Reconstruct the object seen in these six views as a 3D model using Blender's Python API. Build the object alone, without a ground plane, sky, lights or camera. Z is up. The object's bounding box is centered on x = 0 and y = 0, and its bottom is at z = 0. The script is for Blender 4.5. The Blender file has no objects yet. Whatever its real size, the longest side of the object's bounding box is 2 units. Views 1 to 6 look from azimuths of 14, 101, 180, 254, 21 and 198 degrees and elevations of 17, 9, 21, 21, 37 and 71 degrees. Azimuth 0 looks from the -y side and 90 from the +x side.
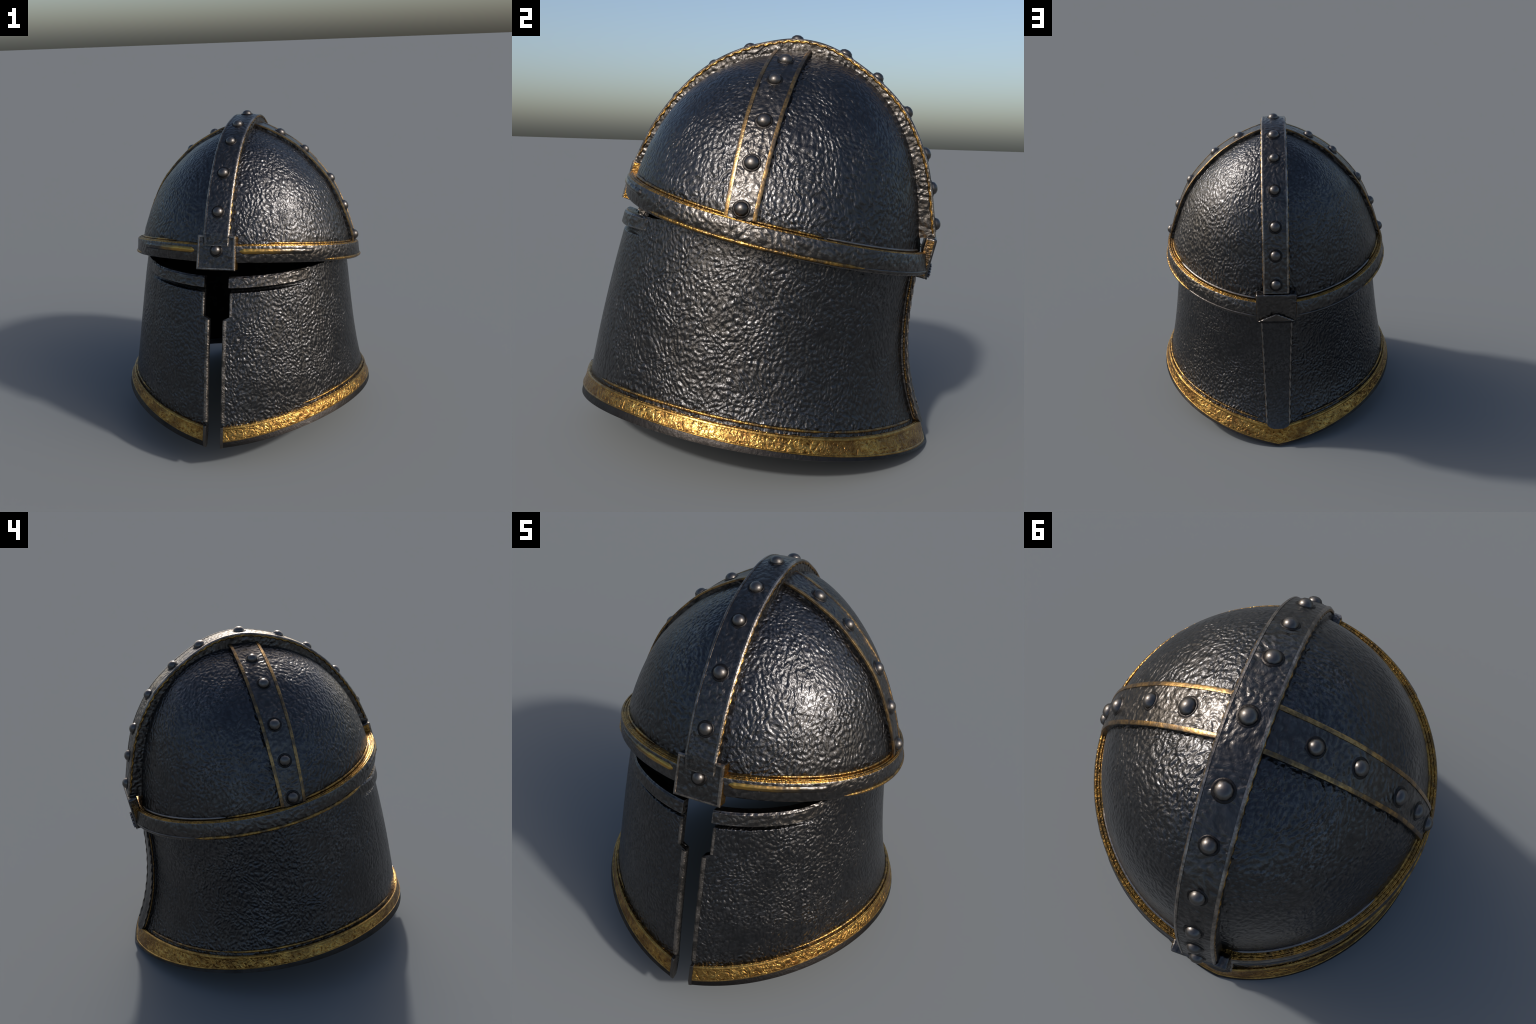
"""A dark hammered-steel great helm with gilded rims, a riveted crest band and an open face slit."""
import bpy, bmesh, math, random
import numpy as np
from mathutils import Vector, Matrix
from mathutils.bvhtree import BVHTree

random.seed(7)
rng = np.random.default_rng(7)

# ------------------------------------------------------------------ materials
class Nodes:
    def __init__(self, name):
        self.mat = bpy.data.materials.new(name)
        self.mat.use_nodes = True
        self.t = self.mat.node_tree
        self.bsdf = self.t.nodes["Principled BSDF"]
        self.tc = self.t.nodes.new("ShaderNodeTexCoord")
        self.co = self.tc.outputs["Object"]

    def new(self, kind, ins=None, **props):
        n = self.t.nodes.new("ShaderNode" + kind)
        for k, v in props.items():
            setattr(n, k, v)
        for k, v in (ins or {}).items():
            s = n.inputs[k]
            if hasattr(v, "is_output"):
                self.t.links.new(v, s)
            else:
                s.default_value = v
        return n

    def noise(self, scale, detail=2.0, rough=0.5, dist=0.0, vec=None):
        return self.new("TexNoise", {"Vector": vec or self.co, "Scale": scale, "Detail": detail,
                                     "Roughness": rough, "Distortion": dist}).outputs["Fac"]

    def math(self, op, a, b=0.0, clamp=False):
        return self.new("Math", {0: a, 1: b}, operation=op, use_clamp=clamp).outputs[0]

    def ramp(self, fac, stops):
        n = self.new("ValToRGB", {"Fac": fac})
        e = n.color_ramp.elements
        while len(e) < len(stops):
            e.new(0.5)
        for el, (p, c) in zip(e, stops):
            el.position = p
            el.color = c if len(c) == 4 else (*c, 1)
        return n.outputs["Color"]

    def remap(self, v, a, b, c, d):
        return self.new("MapRange", {"Value": v, "From Min": a, "From Max": b, "To Min": c, "To Max": d}).outputs[0]

    def mix(self, fac, a, b):
        n = self.t.nodes.new("ShaderNodeMix")
        n.data_type = "RGBA"
        for s, v in ((n.inputs["Factor"], fac), (n.inputs["A"], a), (n.inputs["B"], b)):
            if hasattr(v, "is_output"):
                self.t.links.new(v, s)
            else:
                s.default_value = v if not isinstance(v, tuple) or len(v) == 4 else (*v, 1)
        return n.outputs["Result"]

    def bump(self, height, strength, distance, normal=None):
        ins = {"Height": height, "Strength": strength, "Distance": distance}
        if normal:
            ins["Normal"] = normal
        return self.new("Bump", ins).outputs["Normal"]

    def put(self, **kw):
        for k, v in kw.items():
            s = self.bsdf.inputs[k.replace("_", " ")]
            if hasattr(v, "is_output"):
                self.t.links.new(v, s)
            else:
                s.default_value = v if not isinstance(v, tuple) or len(v) == 4 else (*v, 1)


def hammered_steel(name, cell=66.0, depth=0.0066, stretch=(1, 1, 0.75), tint=(0.064, 0.0635, 0.066), strength=1.0, rough=0.30, edges=0.0, groove=False):
    """Dark forged steel covered with small dents; brighter on worn tops, dirt in hollows."""
    m = Nodes(name)
    warp = m.new("TexNoise", {"Vector": m.co, "Scale": 6.0, "Detail": 1.0}).outputs["Color"]
    wv = m.new("VectorMath", {0: warp, "Scale": 0.07}, operation="SCALE").outputs[0]
    v = m.new("VectorMath", {0: m.co, 1: wv}, operation="ADD").outputs[0]
    v = m.new("Mapping", {"Vector": v, "Scale": stretch}).outputs["Vector"]
    a = m.noise(cell, 0.4, 0.4, 0.0, v)
    b = m.noise(cell * 2.3, 1.0, 0.5, 0.0, v)
    peb = m.new("TexVoronoi", {"Vector": v, "Scale": cell * 0.80, "Smoothness": 0.6}, feature="SMOOTH_F1").outputs["Distance"]
    h = m.math("ADD", m.math("SUBTRACT", m.math("MULTIPLY", a, 0.9), m.math("MULTIPLY", peb, 0.55)), m.math("MULTIPLY", b, 0.22))
    h = m.math("ADD", h, 0.26)
    big = m.noise(4.5, 3.0, 0.6)
    grime = m.noise(13.0, 4.0, 0.65)
    dark = tuple(c * 0.82 for c in tint)
    light = tuple(c * 1.15 for c in tint)
    col = m.ramp(h, [(0.40, dark), (0.58, tint), (0.80, light)])
    # dusty rubbed patches broken by fine dark pits
    patch = m.noise(3.2, 3.0, 0.6)
    pits = m.noise(70.0, 3.0, 0.6)
    dusty = m.mix(m.remap(pits, 0.44, 0.56, 0.0, 1.0), tuple(c * 0.6 for c in tint), tuple(c * 1.75 for c in tint))
    col = m.mix(m.remap(patch, 0.48, 0.66, 0.0, 0.75), col, dusty)
    col = m.mix(m.remap(grime, 0.55, 0.74, 0.0, 0.4), col, (0.046, 0.040, 0.036))
    rgh = m.math("ADD", m.remap(big, 0.3, 0.7, rough - 0.04, rough + 0.06), m.remap(grime, 0.4, 0.7, 0.0, 0.06))
    if edges:
        # corners rubbed bright
        bv = m.new("Bevel", {"Radius": 0.010}, samples=4).outputs["Normal"]
        gn = m.new("NewGeometry").outputs["Normal"]
        dot = m.new("VectorMath", {0: bv, 1: gn}, operation="DOT_PRODUCT").outputs["Value"]
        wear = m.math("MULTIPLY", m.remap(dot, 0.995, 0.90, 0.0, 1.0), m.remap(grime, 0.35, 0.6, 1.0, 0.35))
        col = m.mix(m.math("MULTIPLY", wear, edges), col, (0.30, 0.265, 0.235))
    if groove:
        # soot mask darkens the chased line under the brow strips
        xyz = m.new("SeparateXYZ", {"Vector": m.co})
        off = m.math("ABSOLUTE", m.math("SUBTRACT", xyz.outputs["Z"], 1.052))
        groove_dark = m.math("MULTIPLY", m.remap(off, 0.009, 0.013, 1.0, 0.0), m.remap(xyz.outputs["Y"], -0.46, -0.58, 0.0, 0.9))
        col = m.mix(groove_dark, col, (0.006, 0.006, 0.006))
        rgh = m.math("ADD", rgh, m.math("MULTIPLY", groove_dark, 0.4))
    m.put(Base_Color=col, Metallic=1.0, Roughness=rgh)
    amp = m.remap(big, 0.36, 0.62, 0.55, 1.2)
    hh = m.math("MULTIPLY", h, amp)
    if groove:
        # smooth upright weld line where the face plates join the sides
        xyz = m.new("SeparateXYZ", {"Vector": m.co})
        ang = m.math("ARCTAN2", m.math("ABSOLUTE", xyz.outputs["X"]), m.math("MULTIPLY", xyz.outputs["Y"], -1.0))
        line = m.math("ADD", math.radians(SEAM_LOW), m.math("MULTIPLY", m.math("SUBTRACT", xyz.outputs["Z"], 0.32), SEAM_LEAN))
        away = m.math("ABSOLUTE", m.math("SUBTRACT", ang, line))
        hh = m.math("MULTIPLY", hh, m.remap(away, 0.008, 0.026, 0.45, 1.0))
    m.put(Normal=m.bump(hh, strength, depth))
    return m.mat


def gold_relief(name):
    """Old gilding with a chased leafy pattern and brown tarnish in the hollows."""
    m = Nodes(name)
    warp = m.new("TexNoise", {"Vector": m.co, "Scale": 22.0, "Detail": 1.0}).outputs["Color"]
    wv = m.new("VectorMath", {0: warp, "Scale": 0.04}, operation="SCALE").outputs[0]
    v = m.new("VectorMath", {0: m.co, 1: wv}, operation="ADD").outputs[0]
    vo = m.new("TexVoronoi", {"Vector": v, "Scale": 50.0}, feature="SMOOTH_F1").outputs["Distance"]
    n = m.noise(78.0, 1.0, 0.5, 0.6, v)
    h = m.math("ADD", m.math("MULTIPLY", vo, 0.7), m.math("MULTIPLY", n, 0.8))
    stain = m.noise(8.0, 4.0, 0.65)
    col = m.ramp(h, [(0.40, (0.10, 0.045, 0.012)), (0.56, (0.31, 0.165, 0.042)), (0.85, (0.44, 0.265, 0.075))])
    col = m.mix(m.remap(stain, 0.43, 0.64, 0.0, 0.85), col, (0.135, 0.066, 0.023))
    m.put(Base_Color=col, Metallic=1.0, Roughness=m.remap(stain, 0.35, 0.7, 0.24, 0.38),
          Normal=m.bump(h, 0.9, 0.0068))
    return m.mat


def gold_trim(name, wear=0.5, base=(0.40, 0.235, 0.065), steel=(0.055, 0.048, 0.043), bump=0.7):
    """Thin gilded edging, twisted-wire grain, rubbed down to dark metal in places."""
    m = Nodes(name)
    s = m.noise(16.0, 3.0, 0.6)
    g = m.noise(85.0, 1.0, 0.5)
    col = m.mix(m.remap(s, 0.44, 0.60, 0.0, wear), base, steel)
    col = m.mix(m.remap(g, 0.45, 0.65, 0.0, 0.55), col, tuple(c * 0.35 for c in base))
    m.put(Base_Color=col, Metallic=1.0, Roughness=0.33, Normal=m.bump(g, bump, 0.006))
    return m.mat


def plain_steel(name, tint=(0.10, 0.096, 0.095), rough=0.36, cell=60.0, depth=0.004):
    m = Nodes(name)
    n = m.noise(cell, 3.0, 0.55)
    s = m.noise(11.0, 4.0, 0.65)
    col = m.mix(m.remap(s, 0.45, 0.68, 0.0, 0.6), tint, tuple(c * 0.5 for c in tint))
    m.put(Base_Color=col, Metallic=1.0, Roughness=m.remap(s, 0.3, 0.7, rough - 0.05, rough + 0.1),
          Normal=m.bump(n, 0.6, depth))
    return m.mat


SEAM_LOW, SEAM_LEAN = 39.0, 0.08
STEEL_DOME = hammered_steel("hammered_steel_dome", 67.0, depth=0.0078)
STEEL_WALL = hammered_steel("hammered_steel_wall", 72.0, depth=0.0078, stretch=(1, 1, 0.82), groove=True)
STEEL_STRAP = hammered_steel("hammered_steel_strap", 52.0, depth=0.0072, stretch=(1, 1, 1), tint=(0.080, 0.075, 0.072), edges=0.9)
STEEL_NAPE = hammered_steel("hammered_steel_nape", 75.0, depth=0.0028, stretch=(1, 1, 1), rough=0.36)
STEEL_PALE = gold_trim("highlight_tinted_edging", 0.75, base=(0.30, 0.26, 0.225), steel=(0.075, 0.070, 0.067), bump=0.35)  # base lightened to paint the bevel highlight on crest and plate edges
STEEL_EDGE = plain_steel("worn_steel_edge", (0.105, 0.095, 0.088), 0.34)
STEEL_CORD = plain_steel("worn_steel_cord", (0.22, 0.20, 0.185), 0.34)
STEEL_LIP = plain_steel("dark_steel_lip", (0.034, 0.031, 0.030), 0.42)
STEEL_RIVET = plain_steel("rivet_steel", (0.125, 0.115, 0.108), 0.36, 40.0, 0.002)
INSIDE = plain_steel("darkened_inside", (0.018, 0.017, 0.017), 0.6)
GOLD = gold_relief("chased_gold")
GOLD_TRIM = gold_trim("gold_trim", 0.75, base=(0.38, 0.215, 0.058))
GOLD_EDGING = gold_trim("rubbed_gold_edging", 0.9, base=(0.34, 0.21, 0.085), steel=(0.095, 0.075, 0.058), bump=0.2)
GOLD_LEDGE = gold_trim("gold_ledge", 0.5, base=(0.39, 0.215, 0.052))
GOLD_CORD = gold_trim("twisted_gold_cord", 0.85, base=(0.32, 0.18, 0.048), steel=(0.07, 0.05, 0.03), bump=0.15)
STEEL_GAP = gold_trim("pale_flecked_gap_edge", 0.95, base=(0.25, 0.22, 0.195), steel=(0.065, 0.060, 0.056), bump=0.6)
GOLD_WORN = gold_trim("worn_gold_trim", 0.95, base=(0.24, 0.145, 0.055), steel=(0.075, 0.066, 0.060))


GOLD_PLAIN = gold_trim("plain_gold_border", 0.6, base=(0.43, 0.255, 0.072), steel=(0.14, 0.075, 0.028), bump=0.3)


def fading_gold():
    """Gilded brow bead that is rubbed away to steel toward the temples."""
    m = Nodes("fading_gold_bead")
    x = m.new("SeparateXYZ", {"Vector": m.co}).outputs["X"]
    s = m.noise(14.0, 3.0, 0.6)
    worn = m.math("ADD", m.math("ABSOLUTE", x), m.math("MULTIPLY", s, 0.30))
    f = m.remap(worn, 0.40, 0.60, 0.0, 1.0)
    col = m.mix(f, (0.42, 0.25, 0.065), (0.075, 0.068, 0.062))
    g = m.noise(30.0, 1.0)
    m.put(Base_Color=col, Metallic=1.0, Roughness=0.27, Normal=m.bump(g, 0.6, 0.008))
    return m.mat


GOLD_BEAD = fading_gold()

# ------------------------------------------------------------------ helpers
ROOT = bpy.data.objects.new("helmet", None)
ROOT.empty_display_size = 0.3
bpy.context.scene.collection.objects.link(ROOT)
ROOT["label"] = "dark hammered steel knight helmet with gold rim and riveted bands"
ROOT["category"] = "helmet"


def add(name, verts, faces, mat, parent=ROOT, smooth=40.0):
    me = bpy.data.meshes.new(name)
    me.from_pydata([tuple(map(float, v)) for v in verts], [], faces)
    bm = bmesh.new()
    bm.from_mesh(me)
    bmesh.ops.recalc_face_normals(bm, faces=bm.faces)
    bm.to_mesh(me)
    bm.free()
    me.materials.append(mat)
    ob = bpy.data.objects.new(name, me)
    bpy.context.scene.collection.objects.link(ob)
    ob.parent = parent
    for p in me.polygons:
        p.use_smooth = True
    if smooth:
        me.set_sharp_from_angle(angle=math.radians(smooth))
    return ob


def bevel(ob, width, segs=2, angle=35.0):
    m = ob.modifiers.new("soft_edges", "BEVEL")
    m.width, m.segments, m.limit_method, m.angle_limit = width, segs, "ANGLE", math.radians(angle)
    m.harden_normals = True
    return ob


def loft(rings, close_ring=True, close_path=False, caps=True):
    """Quads between successive cross-sections (each a list of points)."""
    n = len(rings[0])
    verts = [p for r in rings for p in r]
    faces = []
    for i in range(len(rings) if close_path else len(rings) - 1):
        j = (i + 1) % len(rings)
        for k in range(n if close_ring else n - 1):
            l = (k + 1) % n
            faces.append((i * n + k, i * n + l, j * n + l, j * n + k))
    if caps and close_ring and not close_path:
        faces.append(tuple(range(n)))
        faces.append(tuple((len(rings) - 1) * n + k for k in range(n)))
    return verts, faces


def tube(name, pts, radius, mat, parent, closed=False, sides=8, taper=True, twist=0.0):
    """Round wire along a path; twist > 0 gives a roped wire."""
    P = np.array(pts, float)
    n = len(P)
    T = np.roll(P, -1, 0) - np.roll(P, 1, 0)
    if not closed:
        T[0], T[-1] = P[1] - P[0], P[-1] - P[-2]
    T /= np.linalg.norm(T, axis=1)[:, None]
    rings = []
    L = 0.0
    for i in range(n):
        if i:
            L += np.linalg.norm(P[i] - P[i - 1])
        up = np.array([0, 0, 1.0]) if abs(T[i][2]) < 0.9 else np.array([0, 1.0, 0])
        a = np.cross(T[i], up); a /= np.linalg.norm(a)
        b = np.cross(a, T[i])
        f = 1.0
        if taper and not closed:
            f = min(1.0, 0.25 + 0.12 * min(i, n - 1 - i))
        ring = []
        for k in range(sides):
            an = 2 * math.pi * k / sides
            rr = radius * f * (1 + (0.28 * math.cos(2 * an + twist * L) if twist else 0))
            ring.append(P[i] + rr * (a * math.cos(an) + b * math.sin(an)))
        rings.append(ring)
    v, f = loft(rings, True, closed)
    return add(name, v, f, mat, parent, smooth=60)


def spline(pts, n):
    """Smooth curve through control points, evenly spaced along its length."""
    P = np.array(pts, float)
    Q = np.vstack([2 * P[0] - P[1], P, 2 * P[-1] - P[-2]])
    out = []
    for i in range(1, len(Q) - 2):
        t = np.linspace(0, 1, 24, endpoint=False)[:, None]
        p0, p1, p2, p3 = Q[i - 1], Q[i], Q[i + 1], Q[i + 2]
        out.append(0.5 * (2 * p1 + (p2 - p0) * t + (2 * p0 - 5 * p1 + 4 * p2 - p3) * t**2 + (3 * p1 - p0 - 3 * p2 + p3) * t**3))
    C = np.vstack(out + [P[-1:]])
    s = np.concatenate([[0], np.cumsum(np.linalg.norm(np.diff(C, axis=0), axis=1))])
    u = np.linspace(0, s[-1], n)
    return np.stack([np.interp(u, s, C[:, k]) for k in range(C.shape[1])], -1)


# ------------------------------------------------------------------ plan curves
# A closed outline around the helmet: radius and height as low cosine series of the
# angle from the front (-y), with a |sin| term for the keel at face and nape.
class Outline:
    def __init__(self, centre_y, radius, keel, height, height_keel):
        self.cy, self.rc, self.rk, self.zc, self.zk = centre_y, radius, keel, height, height_keel

    def r(self, a):
        return sum(c * np.cos(k * a) for k, c in enumerate(self.rc)) + np.abs(np.sin(a)) * (self.rk[0] + self.rk[1] * np.cos(a))

    def z(self, a):
        return sum(c * np.cos(k * a) for k, c in enumerate(self.zc)) + np.abs(np.sin(a)) * (self.zk[0] + self.zk[1] * np.cos(a))

    def at(self, a, dr=0.0, dz=0.0):
        a = np.asarray(a, float)
        r = self.r(a) + dr
        return np.stack([r * np.sin(a), self.cy - r * np.cos(a), self.z(a) + dz], -1)


RIM_TOP = Outline(0.0, (0.938, 0.003, -0.046, 0.004, -0.002), (-0.191, -0.002), (0.214, 0.089, -0.015, -0.012), (0.085, -0.03))
RIM_LOW = Outline(0.0, (0.917, 0.016, -0.009, -0.009, 0.006), (-0.115, -0.045), (0.110, 0.106, -0.009, -0.015), (0.131, -0.042))
RIM_LIP = Outline(0.0, (0.927, 0.004, -0.011, -0.004, 0.003), (-0.118, -0.016), (0.079, 0.085, -0.004, -0.010), (0.133, -0.022))
BAND_TOP = Outline(0.1, (0.765, 0.0, -0.007, -0.008, 0.002), (-0.038, -0.013), (1.138, 0.164, 0.008, 0.003), (0.028, -0.002))
BAND_HEIGHT, BAND_FLARE = 0.100, 0.008


def wall(a, t):
    """Outer face of the face-and-neck wall; t = 0 at the gold rim, 1 at the brow band."""
    a = np.asarray(a, float); t = np.asarray(t, float)[..., None]
    low = RIM_TOP.at(a, -0.016)
    inset = 0.073 - 0.021 * np.cos(a) - 0.013 * np.cos(2 * a)
    top = BAND_TOP.at(a, BAND_FLARE + 0.002 - inset, -BAND_HEIGHT)
    hollow = (-0.056 + 0.131 * np.cos(a) - 0.018 * np.cos(2 * a))[..., None] + (0.022 - 0.020 * np.cos(a))[..., None] * (2 * t - 1)
    out = np.stack([np.sin(a), -np.cos(a), 0 * a], -1)
    return low * (1 - t) + top * t + out * hollow * t * (1 - t)


def wall_normal(a, t):
    e = 1e-3
    n = np.cross(wall(a + e, t) - wall(a - e, t), wall(a, t + e) - wall(a, t - e))
    n /= np.linalg.norm(n, axis=-1)[..., None]
    out = np.stack([np.sin(a), -np.cos(a), 0 * np.asarray(a)], -1)
    return n * np.sign((n * out).sum(-1))[..., None]


def wall_t(a, z):
    lo = RIM_TOP.z(a); hi = BAND_TOP.z(a) - BAND_HEIGHT
    return (z - lo) / (hi - lo)


def edge_angle(x, t):
    """Angle at which the wall at height t stands x off the middle plane."""
    a = np.full_like(np.asarray(t, float), 0.08)
    for _ in range(8):
        px = wall(a, t)[..., 0]
        a = a * x / px
    return a


# ------------------------------------------------------------------ face and neck wall
SLIT_Z, NOTCH_LOW, NOTCH_HIGH = 1.127, 0.890, 0.903
HALF_GAP_LOW, HALF_GAP_HIGH = 0.045, 0.079
WALL_THICK = 0.042


def build_wall():
    rows_low, rows_high, half = 46, 80, 150
    q = np.linspace(0, 1, half + 1)              # 0 at the opening, 1 at the nape
    q = q ** 0.9
    outer, inner = [], []
    tn_lo = float(wall_t(np.array(0.07), NOTCH_LOW))
    tn_hi = float(wall_t(np.array(0.09), NOTCH_HIGH))
    t_slit = float(wall_t(np.array(0.1), SLIT_Z))
    for i in range(rows_low + rows_high):
        upper = i >= rows_low
        gap = HALF_GAP_HIGH if upper else HALF_GAP_LOW
        f = (i - rows_low) / (rows_high - 1) if upper else i / (rows_low - 1)
        te = tn_hi + f * (t_slit - tn_hi) if upper else -0.06 + f * (tn_lo + 0.06)
        a = edge_angle(gap, np.array([te]))[0]
        a = a + (math.pi - a) * q
        if upper:
            # the eye slit: the wall stops at a level line until the band comes down to meet it
            cap = np.minimum(1.06, np.where(SLIT_Z < BAND_TOP.z(a) - BAND_HEIGHT, wall_t(a, SLIT_Z), 1.06))
            t = tn_hi + f * (cap - tn_hi)
        else:
            t = np.full_like(a, te)
        p, n = wall(a, t), wall_normal(a, t)
        # chased groove beneath the brow strip
        fade = np.clip((45 - np.degrees(a)) / 14, 0, 1)
        groove = np.exp(-((p[:, 2] - 1.052) / 0.011) ** 4) * fade
        po = p - n * (0.022 * groove)[:, None]
        pi = p - n * WALL_THICK
        po[0, 0] = pi[0, 0] = gap
        po[-1, 0] = pi[-1, 0] = 0
        flip = np.array([-1, 1, 1])
        outer.append(np.vstack([po, po[:-1][::-1] * flip]))
        inner.append(np.vstack([pi, pi[:-1][::-1] * flip]))
    R, Cn = len(outer), len(outer[0])
    verts = np.vstack(outer + inner)
    faces = []
    S = R * Cn
    idx = lambda s, r, c: s * S + r * Cn + c
    for r in range(R - 1):
        for c in range(Cn - 1):
            faces.append((idx(0, r, c), idx(0, r, c + 1), idx(0, r + 1, c + 1), idx(0, r + 1, c)))
            faces.append((idx(1, r, c), idx(1, r + 1, c), idx(1, r + 1, c + 1), idx(1, r, c + 1)))
    for c in range(Cn - 1):
        for r in (0, R - 1):
            faces.append((idx(0, r, c), idx(1, r, c), idx(1, r, c + 1), idx(0, r, c + 1)))
    for r in range(R - 1):
        for c in (0, Cn - 1):
            faces.append((idx(0, r, c), idx(0, r + 1, c), idx(1, r + 1, c), idx(1, r, c)))
    ob = add("face_and_neck_wall", verts, faces, STEEL_WALL, smooth=45)
    ob.data.materials.append(INSIDE)
    for p in ob.data.polygons:
        if min(p.vertices) >= S:
            p.material_index = 1
    return ob


WALL = build_wall()


def sweep_wall_piece(name, fn_section, angles, mat, parent, smooth=40):
    rings = [fn_section(a) for a in angles]
    v, f = loft(rings)
    return add(name, v, f, mat, parent, smooth)


# raised brow strips along the top of both face plates
def brow_strip(side):
    a0 = edge_angle(HALF_GAP_HIGH - 0.006, np.array([0.9]))[0]
    angles = np.linspace(a0, math.radians(46), 46)
    rings = []
    for i, a in enumerate(angles):
        k = min(1.0, (math.degrees(angles[-1]) - math.degrees(a)) / 11)
        h = 0.021 * (0.06 + 0.94 * k)
        ring = []
        for z, o in ((1.066, -0.012), (1.066, h - 0.003), (1.069, h), (1.119, h), (1.129, h - 0.007), (1.129, -0.03)):
            t = wall_t(np.array(a), z)
            p = wall(np.array(a), t) + wall_normal(np.array(a), t) * o
            if i == 0:
                p[0] = HALF_GAP_HIGH - 0.005
            p[0] *= side
            ring.append(p)
        rings.append(ring)
    v, f = loft(rings)
    return add("brow_strip", v, f, STEEL_STRAP, WALL, 30)


for s in (1, -1):
    brow_strip(s)

# chamfered pale-flecked borders down both sides of the face opening
def gap_border(side):
    rings = []
    path = []
    t_rim = 0.02
    tn_lo = wall_t(np.array(0.07), NOTCH_LOW)
    for t in np.linspace(t_rim, tn_lo - 0.004, 30):
        path.append((HALF_GAP_LOW, t))
    for x, t in path:
        a = edge_angle(x, np.array([t]))[0]
        p = wall(np.array(a), np.array(t)); n = wall_normal(np.array(a), np.array(t))
        p[0] = x
        a2 = edge_angle(x + 0.018, np.array([t]))[0]
        p2 = wall(np.array(a2), np.array(t)); n2 = wall_normal(np.array(a2), np.array(t))
        ring = [p - n * 0.012 + np.array([-0.004, 0, 0]), p + n * 0.0 + np.array([-0.004, 0, 0]), p + n * 0.005 + np.array([0.003, 0, 0]),
                p2 + n2 * 0.003, p2 + n2 * -0.004]
        rings.append([q * np.array([side, 1, 1]) for q in ring])
    v, f = loft(rings)
    add("gap_border", v, f, STEEL_GAP, WALL, 35)
    rings = []
    for z in np.linspace(NOTCH_HIGH + 0.002, 1.036, 14):
        t = wall_t(np.array([0.1]), z)
        ring = []
        for dx, o in ((-0.002, -0.010), (-0.002, -0.001), (0.003, 0.003), (0.012, 0.002), (0.014, -0.004)):
            a = edge_angle(HALF_GAP_HIGH + dx, t)[0]
            p = wall(np.array(a), t[0]) + wall_normal(np.array(a), t[0]) * o
            p[0] = HALF_GAP_HIGH + dx
            ring.append(p * np.array([side, 1, 1]))
        rings.append(ring)
    v, f = loft(rings)
    add("gap_border", v, f, STEEL_GAP, WALL, 35)


for s in (1, -1):
    gap_border(s)

# ------------------------------------------------------------------ gilded rim
def rim_angles(x):
    a = 0.055
    for _ in range(8):
        a = a * x / float(RIM_TOP.at(a)[0])
    half = np.concatenate([np.linspace(a, 0.5, 30), np.linspace(0.5, math.pi - 0.5, 80)[1:], np.linspace(math.pi - 0.5, math.pi, 30)[1:]])
    return np.concatenate([half, 2 * math.pi - half[:-1][::-1]])


def sided(p, a, x):
    return p


def rim_section_gold(a):
    top, low = RIM_TOP.at(a), RIM_LOW.at(a)
    ins = RIM_TOP.at(a, -0.045, -0.012)
    mid = 0.5 * (top + low)
    ins2 = RIM_LOW.at(a, -0.04)
    return [ins, RIM_TOP.at(a, -0.004, 0.001), RIM_TOP.at(a, 0.0015, -0.005), RIM_TOP.at(a, 0.0, -0.012), mid, low + (top - low) * 0.12 , low, ins2]


def square_ends(ring, i, n, x):
    """Cut the first and last section on the plane |x| = gap so both ends face each other."""
    if i in (0, n - 1):
        s = 1 if i == 0 else -1
        for p in ring:
            p[0] = s * x
    return ring


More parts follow.
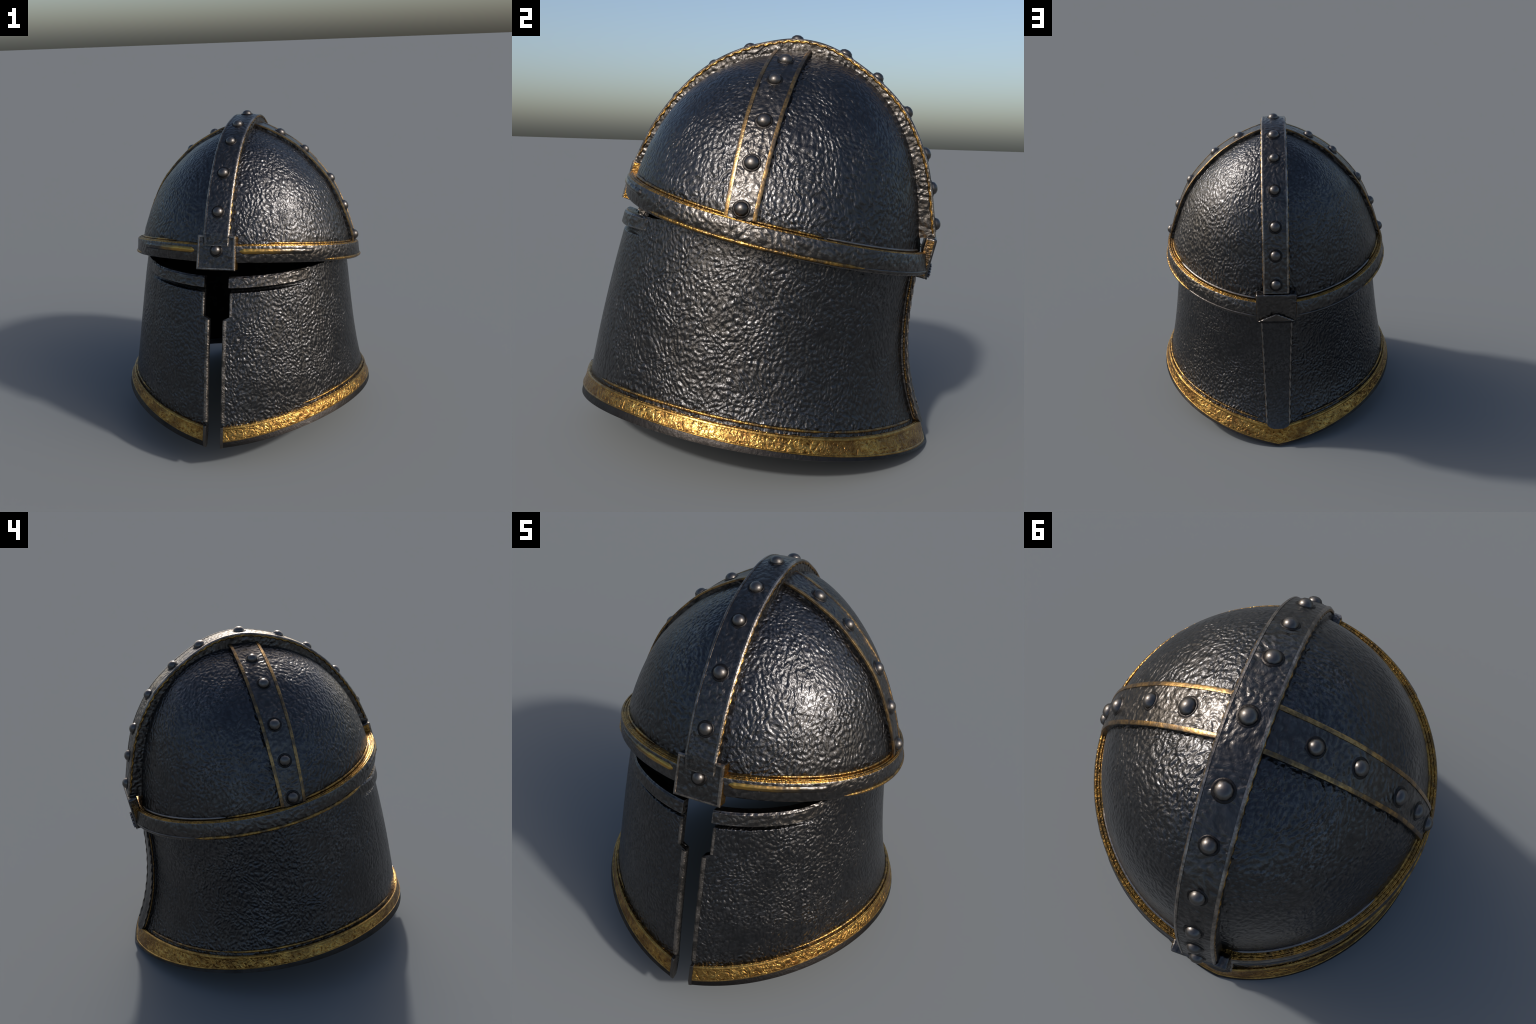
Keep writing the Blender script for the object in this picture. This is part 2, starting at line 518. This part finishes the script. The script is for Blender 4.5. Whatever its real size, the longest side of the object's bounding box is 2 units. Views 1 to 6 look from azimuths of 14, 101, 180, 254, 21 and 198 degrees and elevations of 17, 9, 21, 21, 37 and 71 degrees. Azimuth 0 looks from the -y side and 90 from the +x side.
def build_rim():
    A = rim_angles(0.062)
    rings = [square_ends(rim_section_gold(a), i, len(A), 0.062) for i, a in enumerate(A)]
    v, f = loft(rings)
    gold = add("gold_rim", v, f, GOLD, ROOT, 40)
    # plain borders above and below the chased field
    for f0, f1 in ((0.0, 0.17), (0.90, 1.0)):
        rr = []
        for i, a in enumerate(A):
            d = RIM_LOW.at(a) - RIM_TOP.at(a)
            o = np.array([math.sin(a), -math.cos(a), 0.0])
            p0, p1 = RIM_TOP.at(a) + d * f0, RIM_TOP.at(a) + d * f1
            rr.append(square_ends([p0 - o * 0.006, p0 + o * 0.0015 + d * 0.012, p0 + o * 0.003 + d * 0.03, p1 + o * 0.0028 - d * 0.03, p1 + o * 0.001, p1 - o * 0.006], i, len(A), 0.0625))
        v, f = loft(rr)
        add("gold_border", v, f, GOLD_PLAIN, gold, 40)
    # dark steel core: end caps at the opening, lip under the gold
    A = rim_angles(0.048)
    rings = []
    for i, a in enumerate(A):
        low, lip = RIM_LOW.at(a, -0.002, 0.004), RIM_LIP.at(a)
        lip[2] = min(lip[2], low[2] - 0.009)
        ring = [RIM_TOP.at(a, -0.060, -0.032), RIM_TOP.at(a, -0.012, -0.020), low,
                lip + np.array([0, 0, 0.006]), RIM_LIP.at(a, -0.010) * np.array([1, 1, 0]) + np.array([0, 0, lip[2]]),
                RIM_LIP.at(a, -0.05) * np.array([1, 1, 0]) + np.array([0, 0, lip[2] + 0.006])]
        rings.append(square_ends(ring, i, len(A), 0.048))
    v, f = loft(rings)
    add("rim_lip", v, f, STEEL_LIP, gold, 35)
    # steel edge guards that close the rim at the opening
    for s in (1, -1):
        rings = []
        for x in (0.044, 0.0615):
            a = rim_angles(x)[0]
            ring = [RIM_TOP.at(a, -0.03, 0.0), RIM_TOP.at(a, 0.003, 0.003), RIM_LOW.at(a, 0.004, 0.0), RIM_LIP.at(a, 0.003, 0.004),
                    RIM_LIP.at(a, -0.006, -0.002), RIM_LIP.at(a, -0.04, 0.0)]
            for p in ring:
                p[0] = x
            rings.append([p * np.array([s, 1, 1]) for p in ring])
        v, f = loft(rings)
        bevel(add("rim_end", v, f, STEEL_EDGE, gold, 35), 0.003)
    # bead lying on the wall just above the ledge, from cheek round the nape
    def bead(a0, a1, mat, name):
        pts = []
        for a in np.radians(np.linspace(a0, a1, 90)):
            t = 0.012
            pts.append(wall(np.array(a), np.array(t)) + wall_normal(np.array(a), np.array(t)) * 0.001 + np.array([0, 0, 0.010]))
        tube(name, pts, 0.0075, mat, gold)
    bead(38, 128, GOLD_TRIM, "ledge_bead")
    bead(232, 322, GOLD_TRIM, "ledge_bead")
    bead(128, 171, GOLD_WORN, "ledge_bead")
    bead(189, 232, GOLD_WORN, "ledge_bead")
    return gold


RIM = build_rim()

# ------------------------------------------------------------------ dome
APEX = np.array([0.0, 0.18, 1.915])
# meridian profiles as (fraction of run from apex, fraction of rise) for brow, temple and nape
FRONT = [(1.0, 0.0), (0.965, 0.12), (0.90, 0.30), (0.81, 0.485), (0.70, 0.65), (0.56, 0.80), (0.37, 0.92), (0.18, 0.98), (0.0, 1.0)]
SIDE = [(1.0, 0.0), (0.985, 0.10), (0.895, 0.325), (0.765, 0.545), (0.525, 0.775), (0.297, 0.905), (0.11, 0.975), (0.0, 1.0)]
BACK = [(1.0, 0.0), (0.99, 0.12), (0.975, 0.25), (0.935, 0.42), (0.85, 0.60), (0.70, 0.77), (0.50, 0.90), (0.27, 0.975), (0.0, 1.0)]


def as_polar(prof):
    c = spline(prof, 200)
    th = np.arctan2(c[:, 1], c[:, 0]); rho = np.hypot(c[:, 0], c[:, 1])
    return lambda q: np.interp(q, th, rho)


PF, PS, PB = as_polar(FRONT), as_polar(SIDE), as_polar(BACK)


def dome_point(a, s):
    th = s * math.pi / 2
    c = math.cos(a)
    w = abs(c) ** 2.0
    rho = (1 - w) * PS(th) + w * (PF(th) if c > 0 else PB(th))
    base = BAND_TOP.at(a, -0.040, -0.016)
    h, v = rho * math.cos(th), rho * math.sin(th)
    return np.array([base[0] * h, APEX[1] + (base[1] - APEX[1]) * h, base[2] + (APEX[2] - base[2]) * v])


def build_dome():
    NA, NS = 192, 72
    verts, faces = [], []
    for j in range(NS):
        s = (j / NS)
        for i in range(NA):
            verts.append(dome_point(2 * math.pi * i / NA, s))
    verts.append(APEX)
    for j in range(NS - 1):
        for i in range(NA):
            k = (i + 1) % NA
            faces.append((j * NA + i, j * NA + k, (j + 1) * NA + k, (j + 1) * NA + i))
    for i in range(NA):
        faces.append(((NS - 1) * NA + i, (NS - 1) * NA + (i + 1) % NA, NS * NA))
    tree = BVHTree.FromPolygons([tuple(v) for v in verts], faces)
    ob = add("dome", verts, faces, STEEL_DOME, smooth=0)
    m = ob.modifiers.new("shell", "SOLIDIFY")
    m.thickness, m.offset = 0.03, -1
    ob.data.materials.append(INSIDE)
    m.material_offset = 1
    return ob, tree


DOME, DOME_TREE = build_dome()


def cast(origin, direction):
    p, n, _, _ = DOME_TREE.ray_cast(Vector(origin), Vector(direction))
    if p is None:
        return None
    if n.dot(Vector(direction)) < 0:
        n = -n
    return np.array(p), np.array(n)


# bead round the foot of the dome, gilded at the temples and bare at the nape
def dome_bead(a0, a1, mat):
    pts = [dome_point(a, 0.012) + 0.002 * np.array([math.sin(a), -math.cos(a), 0]) + np.array([0, 0, 0.010]) for a in np.radians(np.linspace(a0, a1, 110))]
    tube("dome_bead", pts, 0.0075, mat, DOME)


for a0, a1, mat in ((24, 118, GOLD_TRIM), (242, 336, GOLD_TRIM), (119, 171, STEEL_CORD), (189, 241, STEEL_CORD)):
    dome_bead(a0, a1, mat)

# ------------------------------------------------------------------ brow band
def build_band():
    # open ring: the ends are hidden behind the brow plate
    A = np.radians(np.linspace(7.0, 353.0, 200))
    rings = []
    for a in A:
        rings.append([BAND_TOP.at(a, -0.055, -0.006), BAND_TOP.at(a, -0.003, -0.002), BAND_TOP.at(a, 0.0, -0.006),
                      BAND_TOP.at(a, 0.004, -0.05), BAND_TOP.at(a, BAND_FLARE, -BAND_HEIGHT + 0.012), BAND_TOP.at(a, BAND_FLARE - 0.006, -BAND_HEIGHT),
                      BAND_TOP.at(a, -0.052, -BAND_HEIGHT)])
    v, f = loft(rings)
    band = add("brow_band", v, f, STEEL_STRAP, ROOT, 35)
    # gilded ledge on top of the band, with two roped lines
    rings = [[BAND_TOP.at(a, -0.046, -0.008), BAND_TOP.at(a, -0.046, 0.001), BAND_TOP.at(a, -0.005, 0.0012), BAND_TOP.at(a, -0.003, -0.0015), BAND_TOP.at(a, -0.006, -0.005)] for a in A]
    v, f = loft(rings)
    add("gold_ledge", v, f, GOLD_LEDGE, band, 35)
    aa = np.radians(np.linspace(9.0, 351.0, 420))
    for dr, rad in ((-0.012, 0.0040), (-0.025, 0.0036)):
        tube("ledge_cord", [BAND_TOP.at(a, dr, 0.0012) for a in aa], rad, GOLD_LEDGE, band, sides=6, twist=260)

    def bead(a0, a1, frac, rad, sink, mat):
        aa = np.radians(np.linspace(a0, a1, 90))
        dz = -BAND_HEIGHT * frac
        tube("band_bead", [BAND_TOP.at(a, BAND_FLARE * frac - sink, dz) for a in aa], rad, mat, band, sides=14)
    for a0, a1 in ((9.4, 47), (313, 350.6)):
        bead(a0, a1, 0.33, 0.0205, 0.0115, GOLD_BEAD)
    for a0, a1 in ((52, 132), (228, 308)):
        bead(a0, a1, 0.86, 0.0088, 0.001, GOLD_TRIM)
    for a0, a1 in ((132, 171), (189, 228)):
        bead(a0, a1, 0.86, 0.0065, 0.001, STEEL_EDGE)
    return band


BAND = build_band()

# ------------------------------------------------------------------ rivets
def rivet_mesh():
    seg, prof = 10, [(0.033, -0.012), (0.032, 0.006), (0.026, 0.017), (0.014, 0.0245)]
    verts, faces = [], []
    for r, z in prof:
        for k in range(seg):
            an = 2 * math.pi * k / seg
            verts.append((r * math.cos(an), r * math.sin(an), z))
    for j in range(len(prof) - 1):
        for k in range(seg):
            l = (k + 1) % seg
            faces.append((j * seg + k, j * seg + l, (j + 1) * seg + l, (j + 1) * seg + k))
    verts.append((0, 0, 0.0265))
    for k in range(seg):
        faces.append(((len(prof) - 1) * seg + k, (len(prof) - 1) * seg + (k + 1) % seg, len(verts) - 1))
    me = bpy.data.meshes.new("rivet")
    n0 = len(verts)
    for r, z in ((0.030, 0.0015), (0.039, 0.0035), (0.043, -0.006)):   # dark ring modelled as the occlusion shade round the head
        for k in range(20):
            an = 2 * math.pi * k / 20
            verts.append((r * math.cos(an), r * math.sin(an), z))
    n_head = len(faces)
    for j in range(2):
        for k in range(20):
            l = (k + 1) % 20
            faces.append((n0 + j * 20 + k, n0 + j * 20 + l, n0 + (j + 1) * 20 + l, n0 + (j + 1) * 20 + k))
    me.from_pydata(verts, [], faces)
    for i, p in enumerate(me.polygons):
        p.use_smooth = True
        p.material_index = 0 if i < n_head else 1
    me.materials.append(STEEL_RIVET)
    me.materials.append(STEEL_LIP)
    return me


RIVET = rivet_mesh()


def rivet(point, normal, parent):
    ob = bpy.data.objects.new("rivet", RIVET)
    bpy.context.scene.collection.objects.link(ob)
    q = Vector(normal).to_track_quat("Z", "Y")
    sc = random.uniform(0.93, 1.05)
    tilt = Matrix.Rotation(random.uniform(-0.06, 0.06), 4, "X") @ Matrix.Rotation(random.uniform(0, 6.28), 4, "Z")
    ob.matrix_world = Matrix.Translation(Vector(point)) @ q.to_matrix().to_4x4() @ tilt @ Matrix.Diagonal((sc, sc, random.uniform(0.92, 1.08), 1))
    ob.parent = parent
    # the mesh already carries its ring of drawn contact shade
    return ob


# ------------------------------------------------------------------ crest band over the middle
CREST = [(-0.648, 1.315), (-0.630, 1.378), (-0.614, 1.408), (-0.550, 1.531), (-0.487, 1.621), (-0.410, 1.711), (-0.315, 1.800), (-0.192, 1.881),
         (-0.060, 1.934), (0.075, 1.963), (0.185, 1.972), (0.298, 1.955), (0.400, 1.915), (0.518, 1.840), (0.600, 1.775),
         (0.694, 1.681), (0.771, 1.562), (0.829, 1.427), (0.859, 1.300), (0.878, 1.180), (0.893, 1.060)]
CREST_HALF = 0.076


def build_crest():
    C = spline(CREST, 150)
    T = np.gradient(C, axis=0); T /= np.linalg.norm(T, axis=1)[:, None]
    N = np.stack([-T[:, 1], T[:, 0]], -1)
    N *= np.sign((N * (C - np.array([0.13, 1.25]))).sum(1))[:, None]
    rings = []
    for p, n in zip(C, N):
        ring = []
        for x, o in ((-CREST_HALF, -0.075), (-CREST_HALF, -0.006), (-CREST_HALF + 0.006, 0.0), (-0.03, 0.003), (0.03, 0.003), (CREST_HALF - 0.006, 0.0), (CREST_HALF, -0.006), (CREST_HALF, -0.075)):
            q = p + n * o
            ring.append((x, q[0], q[1]))
        rings.append(ring)
    v, f = loft(rings)
    crest = add("crest_band", v, f, STEEL_STRAP, ROOT, 25)
    # roped gold wire along both upper edges of the crest's side faces
    for s in (1, -1):
        C2 = spline(CREST[1:], 420)
        T2 = np.gradient(C2, axis=0); T2 /= np.linalg.norm(T2, axis=1)[:, None]
        N2 = np.stack([-T2[:, 1], T2[:, 0]], -1)
        N2 *= np.sign((N2 * (C2 - np.array([0.13, 1.25]))).sum(1))[:, None]
        pts = [(s * (CREST_HALF - 0.0048), *(p - n * 0.0125)) for p, n in zip(C2, N2)]
        tube("crest_cord", pts, 0.0080, GOLD_CORD, crest, sides=10, twist=140)
        rr = []
        for p, t, n in zip(C2, T2, N2):
            ring = [(CREST_HALF + 0.0008, -0.006), (CREST_HALF + 0.0010, -0.003), (CREST_HALF - 0.004, 0.0022), (CREST_HALF - 0.011, 0.0028), (CREST_HALF - 0.013, -0.004), (CREST_HALF - 0.006, -0.011)]
            rr.append([(s * x, *(p + n * o)) for x, o in ring])
        v, f = loft(rr)
        add("crest_edging", v, f, STEEL_PALE, crest, 40)
    C3 = spline(CREST, 400)
    T3 = np.gradient(C3, axis=0); T3 /= np.linalg.norm(T3, axis=1)[:, None]
    N3 = np.stack([-T3[:, 1], T3[:, 0]], -1)
    N3 *= np.sign((N3 * (C3 - np.array([0.13, 1.25]))).sum(1))[:, None]
    for y, z in ((-0.553, 1.487), (-0.415, 1.683), (-0.232, 1.850), (-0.056, 1.940), (0.180, 1.975), (0.412, 1.905),
                 (0.575, 1.800), (0.725, 1.642), (0.825, 1.450), (0.862, 1.287), (0.880, 1.112)):
        k = np.argmin(((C3 - np.array([y, z])) ** 2).sum(1))
        p = C3[k] + N3[k] * 0.002
        rivet((0.0, p[0], p[1]), (0, N3[k][0], N3[k][1]), crest)
    return crest


CREST_OB = build_crest()

# ------------------------------------------------------------------ side straps from crest to band
def strap_centre(z):
    return 0.093 + (z - 1.205) * 0.118


def build_strap(side):
    half = lambda z: 0.0655 + (z - 1.15) / 0.76 * 0.020
    zs = np.linspace(1.120, 1.905, 240)
    line = []
    for z in zs:
        hits = [cast((0.0, strap_centre(z) + u * half(z), z), (side, 0, 0)) for u in (-1, 0, 1)]
        if all(hits) and min(abs(h[0][0]) for h in hits) > 0.03:
            line.append((z, hits[1][0]))
    P = np.array([p for _, p in line]); Z = np.array([z for z, _ in line])
    s = np.concatenate([[0], np.cumsum(np.linalg.norm(np.diff(P, axis=0), axis=1))])
    zz = np.interp(np.linspace(0, s[-1], 70), s, Z)
    LIFT = 0.022
    rings, edges = [], {1: [], -1: []}
    across = np.linspace(-1, 1, 9)
    for z in zz:
        outer, inner = [], []
        for u in across:
            y = strap_centre(z) + u * half(z)
            h = cast((0.0, y, z), (side, 0, 0))
            p, n = h
            outer.append(p + n * LIFT)
            inner.append(p - n * 0.006)
        rings.append(outer + inner[::-1])
        edges[-1].append((outer[0], outer[1], n)); edges[1].append((outer[-1], outer[-2], n))
    v, f = loft(rings)
    strap = add("cross_strap", v, f, STEEL_STRAP, ROOT, 35)
    for k in (1, -1):
        rr = []
        for e, m, n in edges[k]:
            d = (e - m) / np.linalg.norm(e - m)
            rr.append([e + d * 0.0025 - n * 0.006, e + d * 0.0025 + n * 0.0015, e - d * 0.002 + n * 0.0035, e - d * 0.0145 + n * 0.0030, e - d * 0.017 - n * 0.003])
        v, f = loft(rr)
        add("strap_edging", v, f, GOLD_EDGING, strap, 30)
    for y, z in ((0.092, 1.203), (0.114, 1.387), (0.140, 1.556), (0.148, 1.736), (0.165, 1.837)):
        h = cast((0.0, y, z), (side, 0, 0))
        rivet(h[0] + h[1] * (LIFT - 0.001), h[1], strap)
    return strap


STRAPS = [build_strap(1), build_strap(-1)]

# ------------------------------------------------------------------ plates where the crest meets the band
def slab(name, corners_out, depth, mat, parent, bev=0.004):
    """Plate given by its outer face (a list of (x, y, z) round the face), thickened inward."""
    P = np.array(corners_out, float)
    n = np.cross(P[1] - P[0], P[2] - P[1]); n /= np.linalg.norm(n)
    if n[1] * P[0][1] < 0:
        n = -n
    v, f = loft([list(P), list(P - n * depth)])
    ob = add(name, v, f, mat, parent, 30)
    return bevel(ob, bev), n


def build_front_plate():
    top, low = (-0.622, 1.372), (-0.682, 1.180)
    w0, w1 = 0.112, 0.116
    ob, n = slab("brow_plate", [(-w0, *top), (w0, *top), (w1, *low), (-w1, *low)], 0.060, STEEL_STRAP, ROOT, 0.009)
    f = 0.44
    p = np.array([0, top[0] + (low[0] - top[0]) * f, top[1] + (low[1] - top[1]) * f])
    rivet(p + n * 0.001, n, ob)
    # raised border round the plate face, its lit edge put into pale colour
    c = [np.array([-w0, *top]), np.array([w0, *top]), np.array([w1, *low]), np.array([-w1, *low])]
    mid = sum(c) / 4
    rings = []
    for q in c:
        inward = np.array([-np.sign(q[0]), 0, 0]) + (np.array([0, low[0] - top[0], low[1] - top[1]]) / 0.2) * (1 if q[2] > 1.28 else -1)
        rings.append([q - n * 0.012, q - inward * 0.001 - n * 0.004, q + inward * 0.004 + n * 0.004, q + inward * 0.012 + n * 0.004, q + inward * 0.016 - n * 0.004])
    v, f2 = loft(rings, True, True)
    add("plate_border", v, f2, STEEL_PALE, ob, 20)
    # gilded sides
    for s in (1, -1):
        rings = []
        for (y, z), w in ((top, w0), (low, w1)):
            b = np.array([s * w, y, z])
            k = 0.006 if (y, z) == top else -0.006
            c = np.array([0, 0, -k])
            rings.append([b + c - n * 0.008 + (s * 0.002, 0, 0), b + c - n * 0.054 + (s * 0.002, 0, 0), b + c - n * 0.054 - (s * 0.01, 0, 0), b + c - n * 0.008 - (s * 0.01, 0, 0)])
        v, f2 = loft(rings)
        add("plate_side", v, f2, GOLD_LEDGE, ob, 30)
    return ob


def build_back_plate():
    top, low = (0.903, 1.052), (0.861, 0.858)
    w = 0.121
    ob, n = slab("nape_plate", [(-w, *top), (w, *top), (w - 0.002, *low), (-w + 0.002, *low)], 0.055, STEEL_STRAP, ROOT, 0.009)
    d = np.array([0, low[0] - top[0], low[1] - top[1]]); L = np.linalg.norm(d); d /= L
    base = np.array([0, *low]) - d * 0.012
    tri = [base + (-0.108, 0, 0), base + (0.108, 0, 0), base + (0, 0, 0) - d * 0.052]
    v, f = loft([[p - n * 0.004 for p in tri], [p + n * 0.011 for p in tri]])
    bevel(add("chevron", v, f, STEEL_EDGE, ob, 30), 0.002)
    for s in (1, -1):
        pts = [tri[2] * (1 - q) + tri[0 if s < 0 else 1] * q + n * 0.010 for q in np.linspace(0, 1, 40)]
        tube("chevron_edge", pts, 0.0048, STEEL_CORD, ob, sides=6, twist=260)
    tube("plate_shadow_line", [np.array([x, *low]) - d * 0.001 + n * 0.001 for x in np.linspace(-w + 0.004, w - 0.004, 30)], 0.0075, STEEL_LIP, ob, sides=6)  # dark tube draws the shadow under the plate's bottom edge
    for s in (1, -1):
        q0, q1 = np.array([s * (w - 0.001), *top]), np.array([s * (w - 0.003), *low])
        rings = [[b - n * 0.012 + (s * 0.003, 0, 0), b - n * 0.048 + (s * 0.003, 0, 0), b - n * 0.048 - (s * 0.01, 0, 0), b - n * 0.012 - (s * 0.01, 0, 0)] for b in (q0 + d * 0.012, q1 - d * 0.012)]
        v, f = loft(rings)
        add("plate_side", v, f, GOLD_WORN, ob, 30)
    return ob


FRONT_PLATE, BACK_PLATE = build_front_plate(), build_back_plate()

# ------------------------------------------------------------------ nape strap down the back of the wall
def build_nape():
    zs = np.concatenate([np.linspace(0.93, 0.140, 60), [0.130, 0.122, 0.115]])
    rings, edges = [], {1: [], -1: []}
    for z in zs:
        k = (0.90 - z) / 0.78
        hw = 0.094 - 0.023 * k
        if z < 0.140:
            hw *= math.sqrt(max(0.12, 1 - ((0.140 - z) / 0.028) ** 2))
        outer, inner = [], []
        for u in np.linspace(-1, 1, 9):
            x = u * hw
            a = math.pi
            t = wall_t(np.array(a), z)
            aa = math.pi - math.asin(min(0.5, abs(x) / 0.85))
            for _ in range(4):
                tt = wall_t(np.array(aa), z)
                px = wall(np.array(aa), tt)[0]
                if abs(x) > 1e-6:
                    aa = math.pi - (math.pi - aa) * abs(x) / max(px, 1e-6)
            tt = wall_t(np.array(aa), z)
            p = wall(np.array(aa), tt)
            y0 = wall(np.array(math.pi), t)[1]
            lift = 0.019
            y = 0.45 * p[1] + 0.55 * y0 + lift
            if z < 0.15:
                y += 0.004 * (0.15 - z) / 0.04
            outer.append(np.array([x, y, z])); inner.append(np.array([x, p[1] - 0.012, z]))
        rings.append(outer + inner[::-1])
        edges[-1].append(outer[0]); edges[1].append(outer[-1])
    v, f = loft(rings)
    ob = add("nape_strap", v, f, STEEL_NAPE, ROOT, 35)
    for s in (1, -1):
        E = spline(edges[s][:60], 300)
        tube("strap_cord", E + np.array([0, 0.001, 0]), 0.0052, STEEL_CORD, ob, sides=8, twist=105)
        tube("strap_side_bead", E[20:] + np.array([s * 0.001, -0.014, 0]), 0.006, GOLD_WORN, ob, sides=6)
    return ob


NAPE = build_nape()
